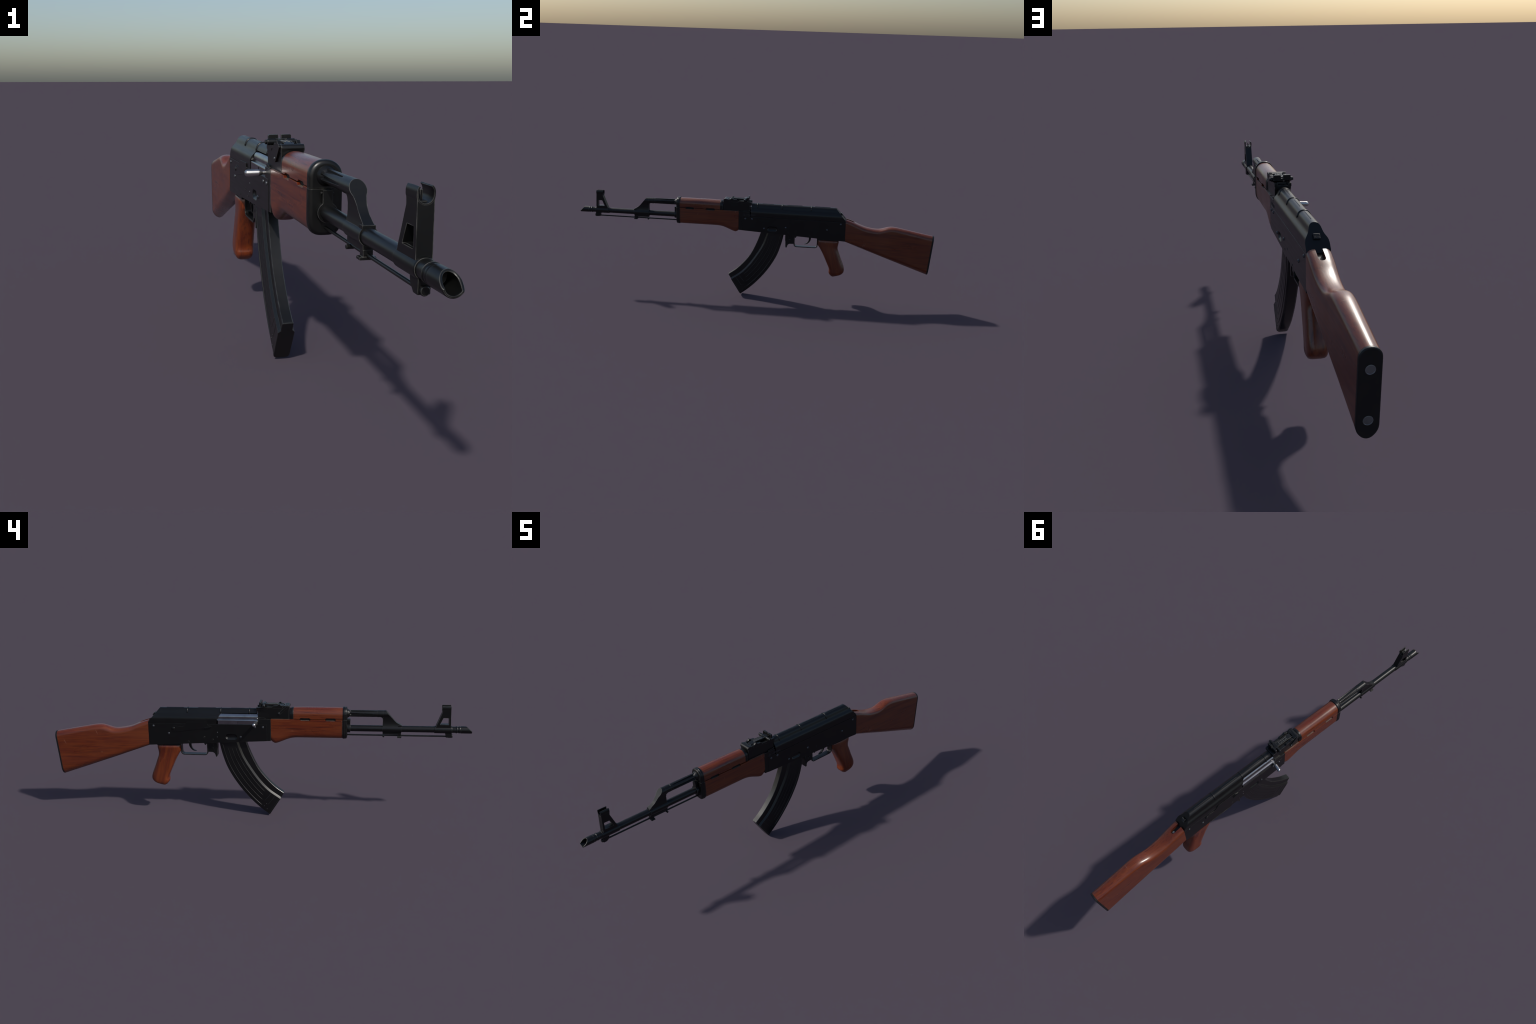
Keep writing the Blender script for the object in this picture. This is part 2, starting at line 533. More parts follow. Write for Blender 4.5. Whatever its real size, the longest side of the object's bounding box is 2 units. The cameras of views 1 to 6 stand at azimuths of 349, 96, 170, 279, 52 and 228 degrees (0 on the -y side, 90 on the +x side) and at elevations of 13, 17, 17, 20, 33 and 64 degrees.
band = loft("handguard_trim", [[(XC + x, y, z) for x, z in guard_section(0.0337, 0.4925, 0.4002)] for y in (-0.4130, -0.4150)])
finish(band, BLACK, lower, 0.0004)

upper = loft("upper_handguard", [[(XC + x, y, z) for x, z in crown_section(hw, 0.4955, tz)]
                                 for y, hw, tz in ((-0.1865, 0.0310, 0.5446), (-0.24, 0.0322, 0.5458), (-0.32, 0.0324, 0.5460), (-0.4170, 0.0322, 0.5458))])
cuts = []
for sx in (-1, 1):
    for a, b in SLOTS:
        cuts.append(prism_x("k", [(a, 0.493), (a - 0.007, 0.5000), (b + 0.007, 0.5000), (b, 0.493)], sx * 0.020, sx * 0.05))
boolean(upper, cuts)
finish(upper, WOOD_TOP, root, 0.0014, smooth=40)
core = box("handguard_dark_core", -0.026, 0.026, -0.410, -0.19, 0.46, 0.52)  # near-black block inside the guards, seen through the slots
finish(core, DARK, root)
ferrule = loft("handguard_ferrule", [[(XC + x, y, z) for x, z in crown_section(hw, 0.4945, tz)]
                                     for y, hw, tz in ((-0.1695, 0.0285, 0.5415), (-0.1760, 0.0296, 0.5425), (-0.1770, 0.0308, 0.5440), (-0.1830, 0.0312, 0.5446), (-0.1868, 0.0306, 0.5438))])
finish(ferrule, BLACK, root, 0.0006)

def cap_rings(section, stops):
    """Front retainer: the section swelling, then rolling in at the face."""
    out = []
    for y, inset in stops:
        pts = section(inset)
        out.append([(XC + x, y, z) for x, z in pts])
    return out
stops = ((-0.4160, 0.0010), (-0.4175, 0.0), (-0.4250, 0.0), (-0.4262, 0.0012), (-0.4275, 0.0012), (-0.4290, 0.0002), (-0.4325, 0.0012), (-0.4352, 0.0042), (-0.4365, 0.0085))
cap_lower = loft("handguard_cap", cap_rings(lambda i: guard_section(0.0350 - i, 0.4932, 0.3985 + i), stops))
finish(cap_lower, BLACK, root, 0.0006, smooth=45)
cap_upper = loft("handguard_cap", cap_rings(lambda i: crown_section(0.0347 - i, 0.4942, 0.5498 - i), stops))
finish(cap_upper, BLACK, root, 0.0006, smooth=45)
clamp_o = [(0.0208 * math.cos(math.radians(a)), BORE_Z + 0.0208 * math.sin(math.radians(a))) for a in range(-240, 61, 10)]
clamp_o += [(0.0105, 0.4700), (0.0105, 0.4925), (-0.0105, 0.4925), (-0.0105, 0.4700)]
clamp = prism_y("barrel_clamp", clamp_o, -0.434, -0.4500)
finish(clamp, BLACK, root, 0.0012)
clamp_pin = lathe_x("clamp_pin", [(-0.0135, 0.0022), (-0.0128, 0.0030), (0.0128, 0.0030), (0.0135, 0.0022)], -0.443, 0.4855, 14)
finish(clamp_pin, BLACK, clamp, smooth=50)

# ------------------------------------------------------------------ receiver
R_HW = 0.0347
recv = prism_x("receiver", [(0.5140, 0.4645), (0.5165, 0.3560), (-0.0615, 0.3856), (-0.0615, 0.4655), (0.0, 0.4655)], -R_HW, R_HW)
def stadium(cy, cz, hl, hh):
    return arc(cy + hl - hh, cz, hh, -90, 90, 10) + arc(cy - hl + hh, cz, hh, 90, 270, 10)
cuts = []
for sx in (-1, 1):
    big = [(XC + sx * (R_HW + 0.0008), y, z) for y, z in stadium(0.110, 0.4025, 0.0290, 0.0140)]
    small = [(XC + sx * 0.0285, y, z) for y, z in stadium(0.110, 0.4045, 0.0225, 0.0070)]
    cuts.append(loft("k", [big, small]))
boolean(recv, cuts)
finish(recv, SHEET, root, 0.0014)
trunnion = prism_x("trunnion", [(-0.0795, 0.3862), (-0.0795, 0.4925), (-0.0180, 0.4925), (-0.0180, 0.42), (-0.05, 0.40), (-0.05, 0.3850)], -0.0334, 0.0334)
finish(trunnion, BLACK, root, 0.0010)
for sx in (-1, 1):
    lever = prism_x("handguard_lever", rounded([(-0.0205, 0.5010), (-0.0520, 0.4985), (-0.0575, 0.4930), (-0.0300, 0.4905), (-0.0235, 0.4935)], [0, 0.005, 0.002, 0.005, 0.004], 3),
                    sx * 0.024, sx * 0.0312)
    finish(lever, BLACK, trunnion, 0.0007)

# rivets and pins
def rivet_dome(name, y, z, r, h, sx, mat, parent, x=R_HW):
    prof = [(sx * (x - 0.002), r)] + [(sx * (x + h * math.sin(t)), max(r * math.cos(t), 0.0002)) for t in (0.0, 0.3, 0.6, 0.9, 1.2, 1.45, 1.56)]
    return finish(lathe_x(name, prof, y, z, 20), mat, parent, smooth=60)
first = {}
def rivet(y, z, sx, r=0.0056, h=0.0036):
    key = (sx, r)
    if key not in first:
        first[key] = (rivet_dome("rivet", y, z, r, h, sx, RIVET, recv), y, z)
    else:
        o, y0, z0 = first[key]
        copy_of(o, recv, (0, y - y0, z - z0))
for sx in (-1, 1):
    for y, z in ((0.4880, 0.4525), (0.4145, 0.4160), (-0.0050, 0.4536), (-0.0424, 0.4534), (0.0643, 0.4032)):
        rivet(y, z, sx)
rivet(0.1848, 0.4157, 1)
pin0 = None
for sx in (-1, 1):
    for y, z in ((0.2412, 0.4000), (0.2008, 0.3877), (0.3196, 0.3757)):
        p = lathe_x("pin", [(sx * 0.030, 0.0046), (sx * 0.0348, 0.0046), (sx * 0.0353, 0.0040), (sx * 0.0353, 0.0026), (sx * 0.0345, 0.0022)], y, z, 20)
        finish(p, SHEET, recv, smooth=40)
for y, z in ((0.1759, 0.4249), (0.1778, 0.4015)):
    rivet_dome("pin", y, z, 0.0024, 0.0015, -1, RIVET, recv)

# selector lever on the right-hand (bolt) side
sel = prism_x("selector_lever", rounded([(0.4000, 0.4420), (0.3920, 0.4530), (0.3740, 0.4536), (0.3440, 0.4500), (0.3225, 0.4745), (0.2234, 0.4765), (0.2240, 0.4615), (0.2035, 0.4560), (0.2045, 0.4500), (0.2370, 0.4440), (0.3850, 0.4240), (0.3975, 0.4290)],
                                        [0.004, 0.004, 0.004, 0.006, 0.004, 0.002, 0.003, 0.002, 0.002, 0.006, 0.006, 0.006], 3), -0.0338, -0.0368)
finish(sel, SHEET, root, 0.0008)
tab = prism_x("selector_tab", [(0.2035, 0.4560), (0.2362, 0.4515), (0.2365, 0.4455), (0.2040, 0.4500)], -0.036, -0.0425)
finish(tab, SHEET, sel, 0.0010)
rivet_dome("selector_pivot", 0.3895, 0.4412, 0.0072, 0.0028, -1, BLACK, sel, 0.0368)

# serial marking on the left side: arrow in a triangle and a row of figures
def glyph_text(body, size):
    cu = bpy.data.curves.new("serial", "FONT")
    cu.body = body
    cu.size = size
    cu.extrude = 0.0004
    ob = bpy.data.objects.new("serial_marking", cu)
    bpy.context.scene.collection.objects.link(ob)
    dg = bpy.context.evaluated_depsgraph_get()
    me = bpy.data.meshes.new_from_object(ob.evaluated_get(dg))
    bpy.data.objects.remove(ob)
    return me
me = glyph_text("HA475843", 0.0125)
minx = min(v.co.x for v in me.vertices)
maxx = max(v.co.x for v in me.vertices)
for v in me.vertices:
    x, y, z = v.co
    v.co = (XC + 0.0337 + z, -0.0365 + (x - minx) / (maxx - minx) * 0.0495, 0.4715 + y)
ser = bpy.data.objects.new("serial_marking", me)
bpy.context.scene.collection.objects.link(ser)
finish(ser, MARK, recv)
tri = [(-0.0575, 0.4700), (-0.0425, 0.4700), (-0.0500, 0.4828)]
inner = [(-0.0553, 0.4713), (-0.0447, 0.4713), (-0.0500, 0.4804)]
bars = []
for k in range(3):
    a, b, c, d = tri[k], tri[(k + 1) % 3], inner[(k + 1) % 3], inner[k]
    bars.append(prism_x("k", [a, b, c, d], 0.0328, 0.0338))
bars.append(prism_x("k", [(-0.0504, 0.4720), (-0.0496, 0.4720), (-0.0496, 0.4785), (-0.0504, 0.4785)], 0.0328, 0.0338))
mark = join(bars, "triangle_marking")
finish(mark, MARK, recv)

# ------------------------------------------------------------------ dust cover
half = [(0.0336, 0.4642), (0.0337, 0.4840), (0.0330, 0.4915), (0.0308, 0.4985), (0.0262, 0.5050), (0.0222, 0.5105), (0.0196, 0.5165), (0.0176, 0.5225), (0.0148, 0.5285), (0.0105, 0.5328), (0.0055, 0.5350)]
half = [tuple(p) for p in spline(half, 22)]
def cover_sec(off=0.0):
    r = half + [(0.0, 0.5356)]
    return r + [(-x, z) for x, z in reversed(half)]
def rear_plane(z):
    return 0.4570 + (0.5356 - z) * (0.5120 - 0.4570) / (0.5356 - 0.4730)
sec = cover_sec()
rings = [[(XC + x, y, z + lz) for x, z in sec] for y, lz in ((-0.012, 0.0018), (0.10, 0.0016), (0.25, 0.0010), (0.42, 0.0010))]
rings.append([(XC + x, min(rear_plane(z), 0.5125), z + 0.0010) for x, z in sec])
cover = loft("dust_cover", rings)
port = prism_x("k", [(0.1800, 0.4550), (0.1780, 0.4880), (0.1585, 0.5172), (-0.03, 0.5172), (-0.03, 0.4550)], -0.06, -0.003)
boolean(cover, [port])
finish(cover, SHEET, root, 0.0022, 3, angle=34)
upper_arc = [(x, z) for x, z in sec if z > 0.5125]
for y in (0.3215, 0.1600, 0.0225):
    pts = []
    for x, z in upper_arc:
        pts.append((x * 1.0, y, z + 0.0003))
    rib = tube("cover_rib", pts, [0.0012] + [0.0034] * (len(pts) - 2) + [0.0012], 12)
    finish(rib, SHEET, cover, smooth=60)
for a, b in ((0.428, 0.338), (0.274, 0.182), (0.115, 0.044)):
    bar = tube("cover_bead", [(0, a, 0.5346), (0, a - 0.004, 0.5347), (0, b + 0.004, 0.5347), (0, b, 0.5346)], [0.0008, 0.0032, 0.0032, 0.0008], 12)
    finish(bar, SHEET, cover, smooth=60)
# recoil-spring button in the rear face
def on_rear(z, d=0.0):
    return rear_plane(z) + d
btn = loft("cover_button", [[(XC + x, on_rear(z, d), z + d * 0.8) for x, z in ((-0.0098, 0.4965), (0.0098, 0.4965), (0.0098, 0.5085), (-0.0098, 0.5085))] for d in (-0.004, 0.0052)])
finish(btn, BLACK, cover, 0.0012)
for k in range(4):
    z = 0.4982 + k * 0.0029
    ridge = tube("button_ridge", [(-0.0085, on_rear(z, 0.0052), z + 0.0042), (0.0085, on_rear(z, 0.0052), z + 0.0042)], 0.0009, 8)
    finish(ridge, BLACK, btn)

# ------------------------------------------------------------------ bolt carrier and handle
prof = [(-0.002, 0.4650), (-0.0322, 0.4650), (-0.0322, 0.4835), (-0.0316, 0.4858), (-0.0300, 0.4878), (-0.0275, 0.4888), (-0.0245, 0.4892)]
prof += [(-0.0252, 0.4912), (-0.0264, 0.4945), (-0.0267, 0.4985), (-0.0258, 0.5030), (-0.0240, 0.5072), (-0.0215, 0.5108), (-0.0180, 0.5138), (-0.002, 0.5140)]
carrier = prism_y("bolt_carrier", prof, 0.200, -0.0185)
rear_cut = prism_x("k", [(0.1725, 0.455), (0.1720, 0.4830), (0.1772, 0.4860), (0.1765, 0.4892), (0.1575, 0.5172), (0.1575, 0.54), (0.25, 0.54), (0.25, 0.455)], -0.06, 0.01)
boolean(carrier, [rear_cut])
k1 = box("k", -0.05, -0.0304, -0.03, 0.0765, 0.46, 0.4815)
k2 = box("k", -0.05, -0.0265, 0.0735, 0.0770, 0.46, 0.4835)
boolean(carrier, [k1, k2])
finish(carrier, BRIGHT, root, 0.0007, smooth=42)
def bend(x):
    t = max(0.0, (-x - 0.03) / 0.053)
    return (0.0065 * t * t, -0.001 * t)
hp = [(-0.026, 0.0046), (-0.0375, 0.0046), (-0.0400, 0.0050), (-0.0465, 0.0080), (-0.0495, 0.0085), (-0.0750, 0.0085), (-0.0788, 0.0079), (-0.0815, 0.0062), (-0.0829, 0.0036), (-0.0834, 0.0006)]
handle = lathe_x("charging_handle", hp, -0.0125, 0.4765, 28, bend)
finish(handle, HANDLE, carrier, smooth=60)

# ------------------------------------------------------------------ rear sight
sight = prism_x("rear_sight", [(-0.0198, 0.4915), (-0.0198, 0.5275), (-0.0130, 0.5275), (-0.0130, 0.5470), (-0.0900, 0.5485), (-0.1370, 0.5495), (-0.1400, 0.5555),
                               (-0.1500, 0.5578), (-0.1580, 0.5585)] + arc(-0.1590, 0.5480, 0.0105, 90, 180, 7) + [(-0.1660, 0.5400), (-0.1660, 0.4915)], -0.0268, 0.0268)
well = box("k", -0.0165, 0.0165, -0.035, -0.005, 0.5405, 0.57)
hole = box("k", -0.0100, 0.0100, -0.1440, -0.1330, 0.545, 0.58)
slit = box("k", -0.0170, 0.0170, -0.1550, -0.1515, 0.551, 0.58)
boolean(sight, [well, hole, slit])
finish(sight, BLACK, root, 0.0010)
knuckle = lathe_x("sight_crossbar", [(-0.0284, 0.0085), (-0.0274, 0.0100), (0.0274, 0.0100), (0.0284, 0.0085)], -0.1580, 0.5484, 24)
finish(knuckle, BLACK, sight, smooth=50)
ear_o = [(-0.0128, 0.5358), (-0.0128, 0.5475), (-0.0860, 0.5490), (-0.0905, 0.5530), (-0.0930, 0.5565), (-0.1110, 0.5578), (-0.1150, 0.5610), (-0.1180, 0.5640), (-0.1207, 0.5648), (-0.1235, 0.5640), (-0.1265, 0.5610), (-0.1300, 0.5578),
         (-0.1372, 0.5572), (-0.1372, 0.5480), (-0.1340, 0.5424), (-0.0688, 0.5424), (-0.0616, 0.5358)]
for sx in (-1, 1):
    ear = prism_x("sight_ear", ear_o, sx * 0.0185, sx * 0.0282)
    finish(ear, BLACK, sight, 0.0009)
leaf = prism_x("sight_leaf", [(-0.1400, 0.5480), (-0.1400, 0.5550), (-0.1200, 0.5600), (-0.0320, 0.5610), (-0.0320, 0.5530)], -0.0118, 0.0118)
finish(leaf, BLACK, sight, 0.0009)
for sx in (-1, 1):
    rail = box("leaf_rail", sx * 0.0082, sx * 0.0112, -0.118, -0.050, 0.5590, 0.5617)
    finish(rail, BLACK, leaf, 0.0005)
ticks = []
for k in range(8):
    for sx in (-1, 1):
        y = -0.066 - k * 0.0064 - (0.003 if sx > 0 else 0)
        ticks.append(box("k", sx * 0.0030, sx * 0.0062, y, y - 0.0014, 0.5590, 0.5612))
        if k % 2 == 0:
            ticks.append(box("k", sx * 0.0030, sx * 0.0042, y - 0.0014, y - 0.0040, 0.5590, 0.5612))
scale = join(ticks, "range_scale")
scale["kind"] = "stuff"
finish(scale, SCALE, leaf)
notch_plate = prism_y("sight_notch_plate", [(-0.0288, 0.5535), (0.0288, 0.5535), (0.0288, 0.5700), (0.0262, 0.5722), (0.0042, 0.5722), (0.0034, 0.5610), (-0.0034, 0.5610), (-0.0042, 0.5722), (-0.0262, 0.5722), (-0.0288, 0.5700)], -0.0265, -0.0350)
finish(notch_plate, BLACK, leaf, 0.0010)
for sx in (-1, 1):
    knob = lathe_x("sight_slider_knob", [(sx * 0.0110, 0.0080), (sx * 0.0330, 0.0080), (sx * 0.0345, 0.0070), (sx * 0.0350, 0.0056), (sx * 0.0395, 0.0056), (sx * 0.0402, 0.0046)], -0.0475, 0.5552, 24)
    finish(knob, BLACK, leaf, smooth=50)
slider = box("sight_slider", -0.0135, 0.0135, -0.0555, -0.0400, 0.5505, 0.5640)
finish(slider, BLACK, leaf, 0.0012)
sl = Vector((-0.1575, 0.5525)); se = Vector((-0.1175, 0.5170))
d = (se - sl).normalized(); nrm = Vector((-d.y, d.x)) * 0.0052
lever_o = [tuple(sl - d * 0.004 + nrm), tuple(se + nrm), tuple(se - nrm), tuple(sl - d * 0.004 - nrm)]
tube_lever = prism_x("tube_lever", rounded(lever_o, [0.004, 0.001, 0.001, 0.004], 4), -0.0260, -0.0322)
finish(tube_lever, BLACK, sight, 0.0008)
rivet_dome("lever_stud", -0.1195, 0.5225, 0.0038, 0.0030, -1, RIVET, tube_lever, 0.0318)

# ------------------------------------------------------------------ magazine
FRONT = [(0.0490, 0.3920), (0.0430, 0.3715), (0.0196, 0.3080), (-0.0122, 0.2420), (-0.0495, 0.1925), (-0.0935, 0.1480), (-0.1345, 0.1180)]
STEP = [(0.0880, 0.3880), (0.0815, 0.3677), (0.0605, 0.3068), (0.0256, 0.2440), (-0.0183, 0.1800), (-0.0640, 0.1310), (-0.1190, 0.0915)]
BACK = [(0.1780, 0.3880), (0.1715, 0.3610), (0.1595, 0.3080), (0.1405, 0.2500), (0.1115, 0.1935), (0.0735, 0.1370), (0.0240, 0.0785), (-0.0200, 0.0365), (-0.0625, 0.0030)]
NS = 48
F, S, B = spline(FRONT, NS), spline(STEP, NS), spline(BACK, NS)
def mag_ring(f, s, b, grow=0.0):
    def pt(p, x):
        return (XC + x, p.x, p.y)
    L = (b - s).length
    u = (b - s).normalized()
    v = (s - f).normalized()
    prof = [(f, 0.0122), (f + v * 0.0016, 0.0138), (s - v * 0.0045, 0.0140), (s + u * 0.0030, 0.0202), (s + u * 0.0040, 0.0208),
            (b - u * 0.0100, 0.0208), (b - u * 0.0045, 0.0192), (b - u * 0.0010, 0.0150), (b, 0.0110)]
    prof = [(p, x + grow) for p, x in prof]
    return [pt(p, x) for p, x in prof] + [pt(p, -x) for p, x in reversed(prof)]
mag = loft("magazine", [mag_ring(f, s, b) for f, s, b in zip(F, S, B)])
finish(mag, MAGST, root, 0.0, smooth=24)
def mag_pt(frac, t):
    k = t * (NS - 1)
    i = min(int(k), NS - 2)
    q = k - i
    s = S[i].lerp(S[i + 1], q)
    b = B[i].lerp(B[i + 1], q)
    return s + (b - s) * frac
for sx in (-1, 1):
    for frac, t0, t1, r in ((0.20, 0.10, 0.80, 0.0026), (0.40, 0.10, 0.82, 0.0026), (0.60, 0.10, 0.85, 0.0026), (0.83, 0.05, 0.88, 0.0030)):
        pts = []
        for k in range(33):
            p = mag_pt(frac, t0 + (t1 - t0) * k / 32)
            pts.append((sx * (0.0196 if frac > 0.8 else 0.0191), p.x, p.y))
        rib = tube("magazine_rib", pts, [0.0010] + [r] * 31 + [0.0010], 12)
        finish(rib, MAGST if frac > 0.8 else MAGRIB, mag, smooth=60)
    # pressed marks near the floor plate
    for (f0, f1, t) in ((0.08, 0.52, 0.865), (0.03, 0.60, 0.925)):
        a, b = mag_pt(f0, t), mag_pt(f1, t)
        ridge = tube("floor_ridge", [(sx * 0.0205, a.x, a.y), (sx * 0.0205, (a.x + b.x) / 2, (a.y + b.y) / 2), (sx * 0.0205, b.x, b.y)], 0.0010, 8)
        finish(ridge, MAGST, mag, smooth=60)
    for frac, t in ((0.64, 0.905), (0.80, 0.90), (0.84, 0.945)):
        p = mag_pt(frac, t)
        rivet_dome("magazine_stud", p.x, p.y, 0.0026, 0.0012, sx, MAGST, mag, 0.0208)
# floor plate and its catch nub
fl = (B[-1] - F[-1]).normalized()
dn = Vector((fl.y, -fl.x))
if dn.y > 0:
    dn = -dn
plate = loft("floor_plate", [mag_ring(F[-1] + dn * k, S[-1] + dn * k, B[-1] + dn * k, g) for k, g in ((-0.0040, 0.0008), (0.0012, 0.0008), (0.0022, -0.0004))])
finish(plate, MAGST, mag, 0.0005, smooth=24)

# ------------------------------------------------------------------ trigger group
gp = [(0.3628, 0.3600), (0.3628, 0.3200)] + arc(0.3490, 0.3180, 0.0138, 0, -90, 7) + arc(0.2470, 0.3175, 0.0138, -90, -180, 7) + [(0.2325, 0.3200), (0.2322, 0.3660)]
def strip(name, path, t, hw, smooth=40):
    P = [Vector(p) for p in path]
    rings = []
    for i, p in enumerate(P):
        d = (P[min(i + 1, len(P) - 1)] - P[max(i - 1, 0)]).normalized()
        n = Vector((-d.y, d.x)) * t / 2
        a, b = p + n, p - n
        rings.append([(XC - hw, a.x, a.y), (XC + hw, a.x, a.y), (XC + hw, b.x, b.y), (XC - hw, b.x, b.y)])
    return loft(name, rings)
guard = strip("trigger_guard", gp, 0.0050, 0.0145)
finish(guard, BLACK, root, 0.0010)
base = prism_x("grip_plate", [(0.3605, 0.3515), (0.3605, 0.3680), (0.4800, 0.3610), (0.4800, 0.3520)], -0.0250, 0.0250)
finish(base, BLACK, root, 0.0008)
base = prism_x("guard_plate", [(0.1830, 0.3640), (0.1830, 0.3760), (0.2460, 0.3720), (0.2460, 0.3620)], -0.0230, 0.0230)
finish(base, BLACK, guard, 0.0010)
guard_rivet = lathe_x("guard_rivet", [(-0.0245, 0.0030), (-0.0235, 0.0046), (0.0235, 0.0046), (0.0245, 0.0030)], 0.2395, 0.3622, 18)
finish(guard_rivet, BLACK, guard, smooth=50)
trig_o = [(0.3265, 0.3700), (0.3262, 0.3520), (0.3232, 0.3405), (0.3150, 0.3285), (0.3040, 0.3205), (0.2890, 0.3190), (0.2888, 0.3203),
          (0.3000, 0.3240), (0.3085, 0.3320), (0.3135, 0.3420), (0.3145, 0.3520), (0.3125, 0.3700)]
trigger = prism_x("trigger", [tuple(p) for p in spline(trig_o[:6], 16)] + [tuple(p) for p in spline(trig_o[6:], 16)], -0.0048, 0.0048)
finish(trigger, BLACK, root, 0.0014)
catch = prism_x("magazine_catch", rounded([(0.2310, 0.3660), (0.2310, 0.3190), (0.2060, 0.3178), (0.1970, 0.3120), (0.1935, 0.2975), (0.1905, 0.2940), (0.1870, 0.2960), (0.1855, 0.3200), (0.1820, 0.3400), (0.1820, 0.3660)],
                                          [0, 0.003, 0.004, 0.008, 0.003, 0.002, 0.002, 0.008, 0.006, 0], 4), -0.0138, 0.0138)
finish(catch, BLACK, root, 0.0012)
cpin = lathe_x("catch_pin", [(-0.0176, 0.0034), (-0.0166, 0.0048), (0.0166, 0.0048), (0.0176, 0.0034)], 0.2080, 0.3410, 18)
finish(cpin, BLACK, catch, smooth=50)
flap = [prism_x("k", rounded([(0.2010, 0.3640), (0.2010, 0.3290), (0.1950, 0.3170), (0.1935, 0.2990), (0.1885, 0.2945), (0.1850, 0.3000), (0.1835, 0.3640)], [0, 0.01, 0.004, 0.002, 0.002, 0.006, 0], 4), sx * 0.0130, sx * 0.0165) for sx in (-1, 1)]
flap = join(flap, "catch_lever")
finish(flap, BLACK, catch, 0.0008)

# ------------------------------------------------------------------ pistol grip
grip_pairs = [((0.3655, 0.3525), (0.4790, 0.3530), 0.0266), ((0.3645, 0.3500), (0.4815, 0.3500), 0.0286), ((0.3640, 0.3430), (0.4825, 0.3425), 0.0303),
              ((0.3640, 0.3350), (0.4815, 0.3340), 0.0301), ((0.3655, 0.3220), (0.4790, 0.3200), 0.0290), ((0.3745, 0.3090), (0.4780, 0.3080), 0.0287),
              ((0.3860, 0.2900), (0.4805, 0.2950), 0.0289), ((0.3960, 0.2720), (0.4870, 0.2780), 0.0293), ((0.4140, 0.2340), (0.5005, 0.2420), 0.0301), ((0.4265, 0.2070), (0.5120, 0.2150), 0.0306),
              ((0.4335, 0.1900), (0.5180, 0.1980), 0.0309), ((0.4350, 0.1780), (0.5205, 0.1850), 0.0309), ((0.4340, 0.1690), (0.5195, 0.1745), 0.0306), ((0.4355, 0.1610), (0.5155, 0.1665), 0.0298),
              ((0.4395, 0.1545), (0.5090, 0.1600), 0.0282), ((0.4450, 0.1485), (0.5010, 0.1550), 0.0258), ((0.4510, 0.1440), (0.4900, 0.1510), 0.0223), ((0.4545, 0.1418), (0.4820, 0.1485), 0.0186)]
def super_ring(A, Bp, hw, m=64, e=3.6):
    A, Bp = Vector(A), Vector(Bp)
    c, u = (A + Bp) / 2, (Bp - A) / 2
    ring = []
    for k in range(m):
        a = 2 * math.pi * k / m
        ca, sa = math.cos(a), math.sin(a)
        p = c + u * math.copysign(abs(ca) ** (2 / e), ca)
        ring.append((XC + hw * math.copysign(abs(sa) ** (2 / e), sa), p.x, p.y))
    return ring
def resample(pairs, n):
    """Smooth front, back and width together along the pair index."""
    P = [Vector((a[0], a[1], b[0])) for a, b, w in pairs]
    Q = [Vector((b[1], w, 0)) for a, b, w in pairs]
    out = []
    for i in range(len(P) - 1):
        for k in range(n):
            t = k / n
            def cr(V):
                a, b, c, d = V[max(i - 1, 0)], V[i], V[i + 1], V[min(i + 2, len(V) - 1)]
                return 0.5 * ((2 * b) + (c - a) * t + (2 * a - 5 * b + 4 * c - d) * t * t + (3 * b - a - 3 * c + d) * t ** 3)
            p, q = cr(P), cr(Q)
            out.append(((p.x, p.y), (p.z, q.x), q.y))
    out.append(pairs[-1])
    return out
grip = loft("pistol_grip", [super_ring(*p) for p in resample(grip_pairs, 4)])
finish(grip, WOOD_GRIP, root, 0.0012, angle=50, smooth=50)

# ------------------------------------------------------------------ buttstock
TOP = [(0.5140, 0.4768), (0.5400, 0.4690), (0.5658, 0.4590), (0.5950, 0.4468), (0.6200, 0.4385), (0.6440, 0.4333), (0.6640, 0.4302), (0.6820, 0.4290), (0.6980, 0.4297), (0.7110, 0.4325),
       (0.7260, 0.4372), (0.7400, 0.4418), (0.7520, 0.4447), (0.7650, 0.4460), (0.7800, 0.4456), (0.7960, 0.4440), (0.8350, 0.4372), (0.8900, 0.4272), (0.9400, 0.4180), (0.9905, 0.4088)]
top_line = [p + Vector((0, 0.0008)) for p in spline(TOP, 90)]
def bottom_at(t):
    return Vector((0.5160 + (0.9725 - 0.5160) * t, 0.3490 + (0.1880 - 0.3490) * t - 0.0015 * math.sin(math.pi * t)))
COMB_FRONT = [(0.0, 0.0), (0.0002, 0.27), (0.0008, 0.52), (0.0024, 0.71), (0.0056, 0.84), (0.0100, 0.93), (0.0150, 0.985), (0.0220, 1.0)]
COMB_REAR = [(0.0, 0.0), (0.0008, 0.25), (0.0030, 0.47), (0.0068, 0.675), (0.0110, 0.82), (0.0160, 0.925), (0.0215, 0.985), (0.0280, 1.0)]
TOE_FRONT = [(0.0280, 1.0), (0.0200, 0.99), (0.0140, 0.96), (0.0092, 0.88), (0.0052, 0.74), (0.0022, 0.53), (0.0006, 0.27), (0.0, 0.0)]
TOE_REAR = [(0.0330, 1.0), (0.0255, 0.965), (0.0195, 0.89), (0.0140, 0.78), (0.0085, 0.62), (0.0042, 0.44), (0.0012, 0.23), (0.0, 0.0)]
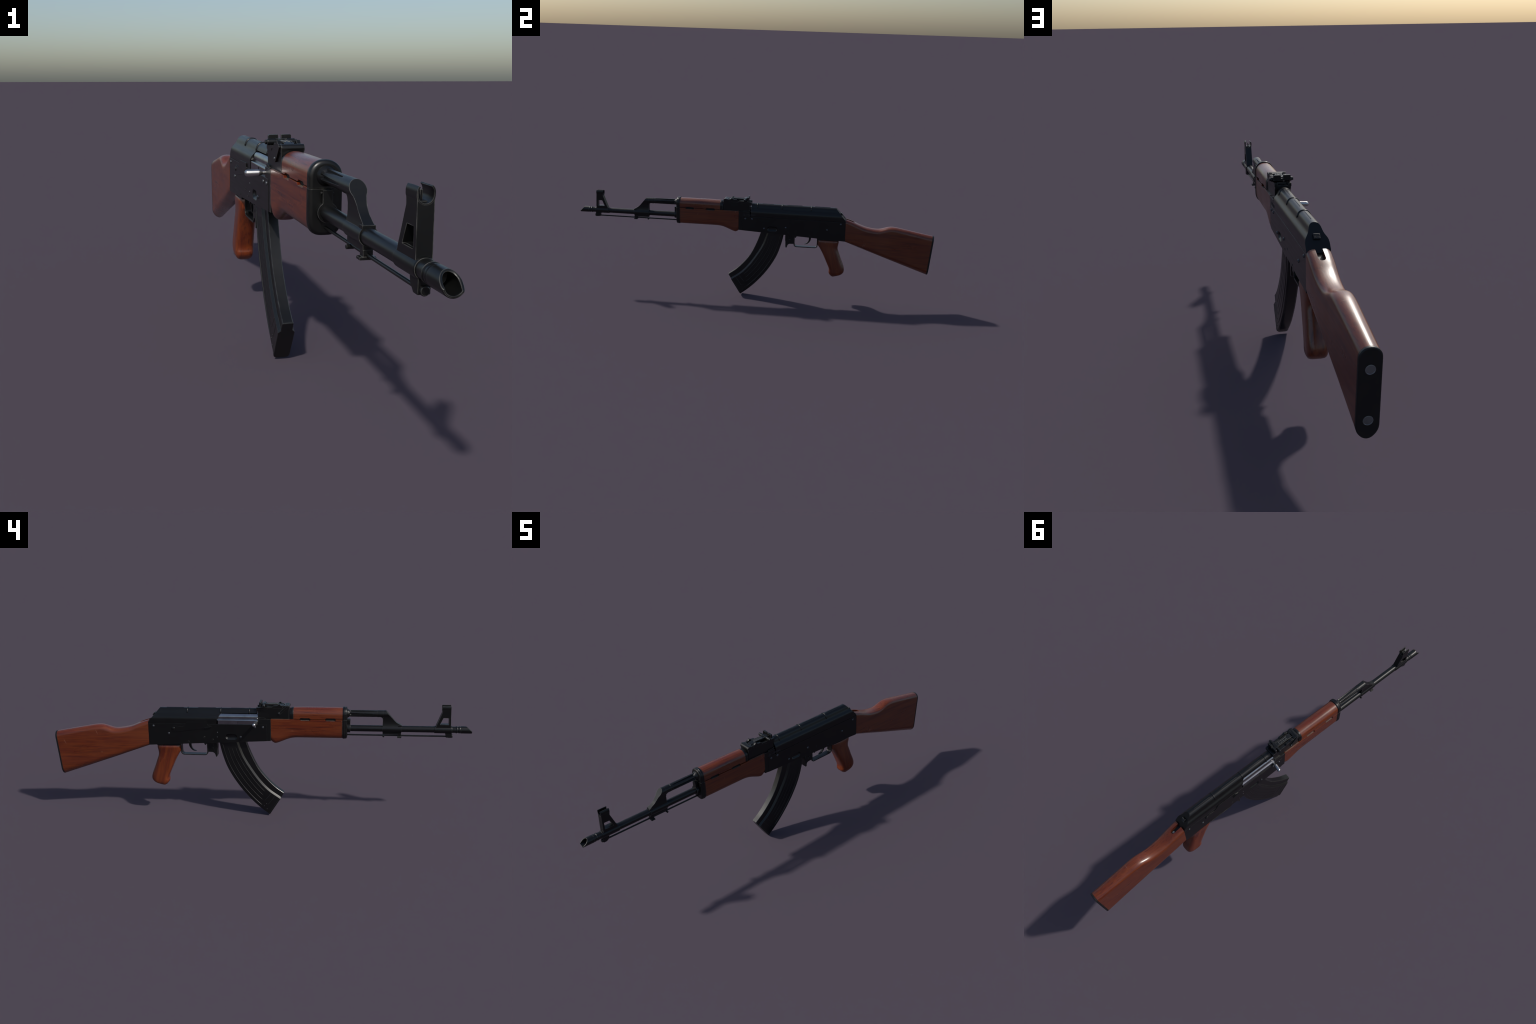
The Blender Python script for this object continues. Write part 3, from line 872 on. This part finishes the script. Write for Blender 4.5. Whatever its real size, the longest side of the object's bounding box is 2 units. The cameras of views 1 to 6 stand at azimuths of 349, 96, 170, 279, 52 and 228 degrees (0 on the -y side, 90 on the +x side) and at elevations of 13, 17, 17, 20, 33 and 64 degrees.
def stock_ring(tp, bt, hw, t):
    """Flat sides, broad rounded comb, narrower rounded toe line; t runs from wrist to butt."""
    A, Bp = tp, bt
    u = (Bp - A).normalized()
    L = (Bp - A).length
    prof = [(a + (c - a) * t, b + (d - b) * t) for (a, b), (c, d) in zip(COMB_FRONT, COMB_REAR)]
    prof += [(L - a - (c - a) * t, b + (d - b) * t) for (a, b), (c, d) in zip(TOE_FRONT, TOE_REAR)]
    half_r = [(A + u * s, hw * w) for s, w in prof]
    ring = [(XC + x, p.x, p.y) for p, x in half_r]
    ring += [(XC - x, p.x, p.y) for p, x in reversed(half_r[1:-1])]
    return ring
W = [(0.51, 0.0352), (0.56, 0.0348), (0.62, 0.0334), (0.68, 0.0317), (0.75, 0.0300), (0.85, 0.0283), (1.0, 0.0265)]
rings = []
for i, tp in enumerate(top_line):
    t = (tp.x - 0.5140) / (0.9905 - 0.5140)
    rings.append(stock_ring(tp, bottom_at(t), lerp_table(W, tp.x), t))
stock = loft("buttstock", rings)
slot = loft("k", [[(XC + x, y, zt) for x, y in [(-0.0103, 0.50), (0.0103, 0.50)] + [(0.0103 * math.cos(math.radians(a)), 0.5525 + 0.0103 * math.sin(math.radians(a))) for a in range(0, 181, 15)]] for zt in (0.60, 0.4485)])
# the slot floor follows the slope of the comb
for v in slot.data.vertices:
    if v.co.z < 0.5:
        v.co.z = 0.4600 - (v.co.y - 0.514) * 0.36
boolean(stock, [slot])
finish(stock, WOOD_STOCK, root, 0.0, smooth=36)
tang = loft("tang", [[(XC + x, y, 0.4625 + dz - (y - 0.514) * 0.36) for x, y in [(-0.0092, 0.505), (0.0092, 0.505)] + [(0.0092 * math.cos(math.radians(a)), 0.5515 + 0.0092 * math.sin(math.radians(a))) for a in range(0, 181, 15)]] for dz in (-0.006, 0.0)])
finish(tang, BLACK, root, 0.0006)
ts = raw("tang_screw", [(XC + 0.0055 * math.cos(a * math.pi / 8), 0.5500 + 0.0055 * math.sin(a * math.pi / 8), 0.4650 - 0.0365 * 0.36 + dz) for dz in (-0.006, 0.0006) for a in range(16)],
         [tuple(range(16)), tuple(range(16, 32))] + [(a, (a + 1) % 16, 16 + (a + 1) % 16, 16 + a) for a in range(16)])
finish(ts, SCREW, tang, 0.0008)

# ------------------------------------------------------------------ butt plate
end_t, end_b = top_line[-1], bottom_at(1.0)
axis = (end_b - end_t).normalized()
out = Vector((-axis.y, axis.x))
if out.x < 0:
    out = -out
rings = []
for dpt, inset in ((0.0002, 0.0006), (0.0010, -0.0006), (0.0068, -0.0008), (0.0085, 0.0004), (0.0094, 0.0026)):
    a, b = end_t + out * dpt - axis * (-inset), end_b + out * dpt - axis * inset
    rings.append(stock_ring(a, b, 0.0260 - inset, 1.0))
bplate = loft("butt_plate", rings)
finish(bplate, RUBBER, root, smooth=40)
for f in (0.232, 0.790):
    c = end_t.lerp(end_b, f)
    pr = [(0.0070, 0.0118), (0.0100, 0.0118), (0.0104, 0.0106), (0.0098, 0.0100), (0.0098, 0.0004)]
    rings = []
    for dpt, r in pr:
        q = c + out * dpt
        rings.append([(XC + r * math.cos(2 * math.pi * k / 28), q.x + axis.x * r * math.sin(2 * math.pi * k / 28), q.y + axis.y * r * math.sin(2 * math.pi * k / 28)) for k in range(28)])
    finish(loft("butt_screw", rings), SCREW, bplate, smooth=40)
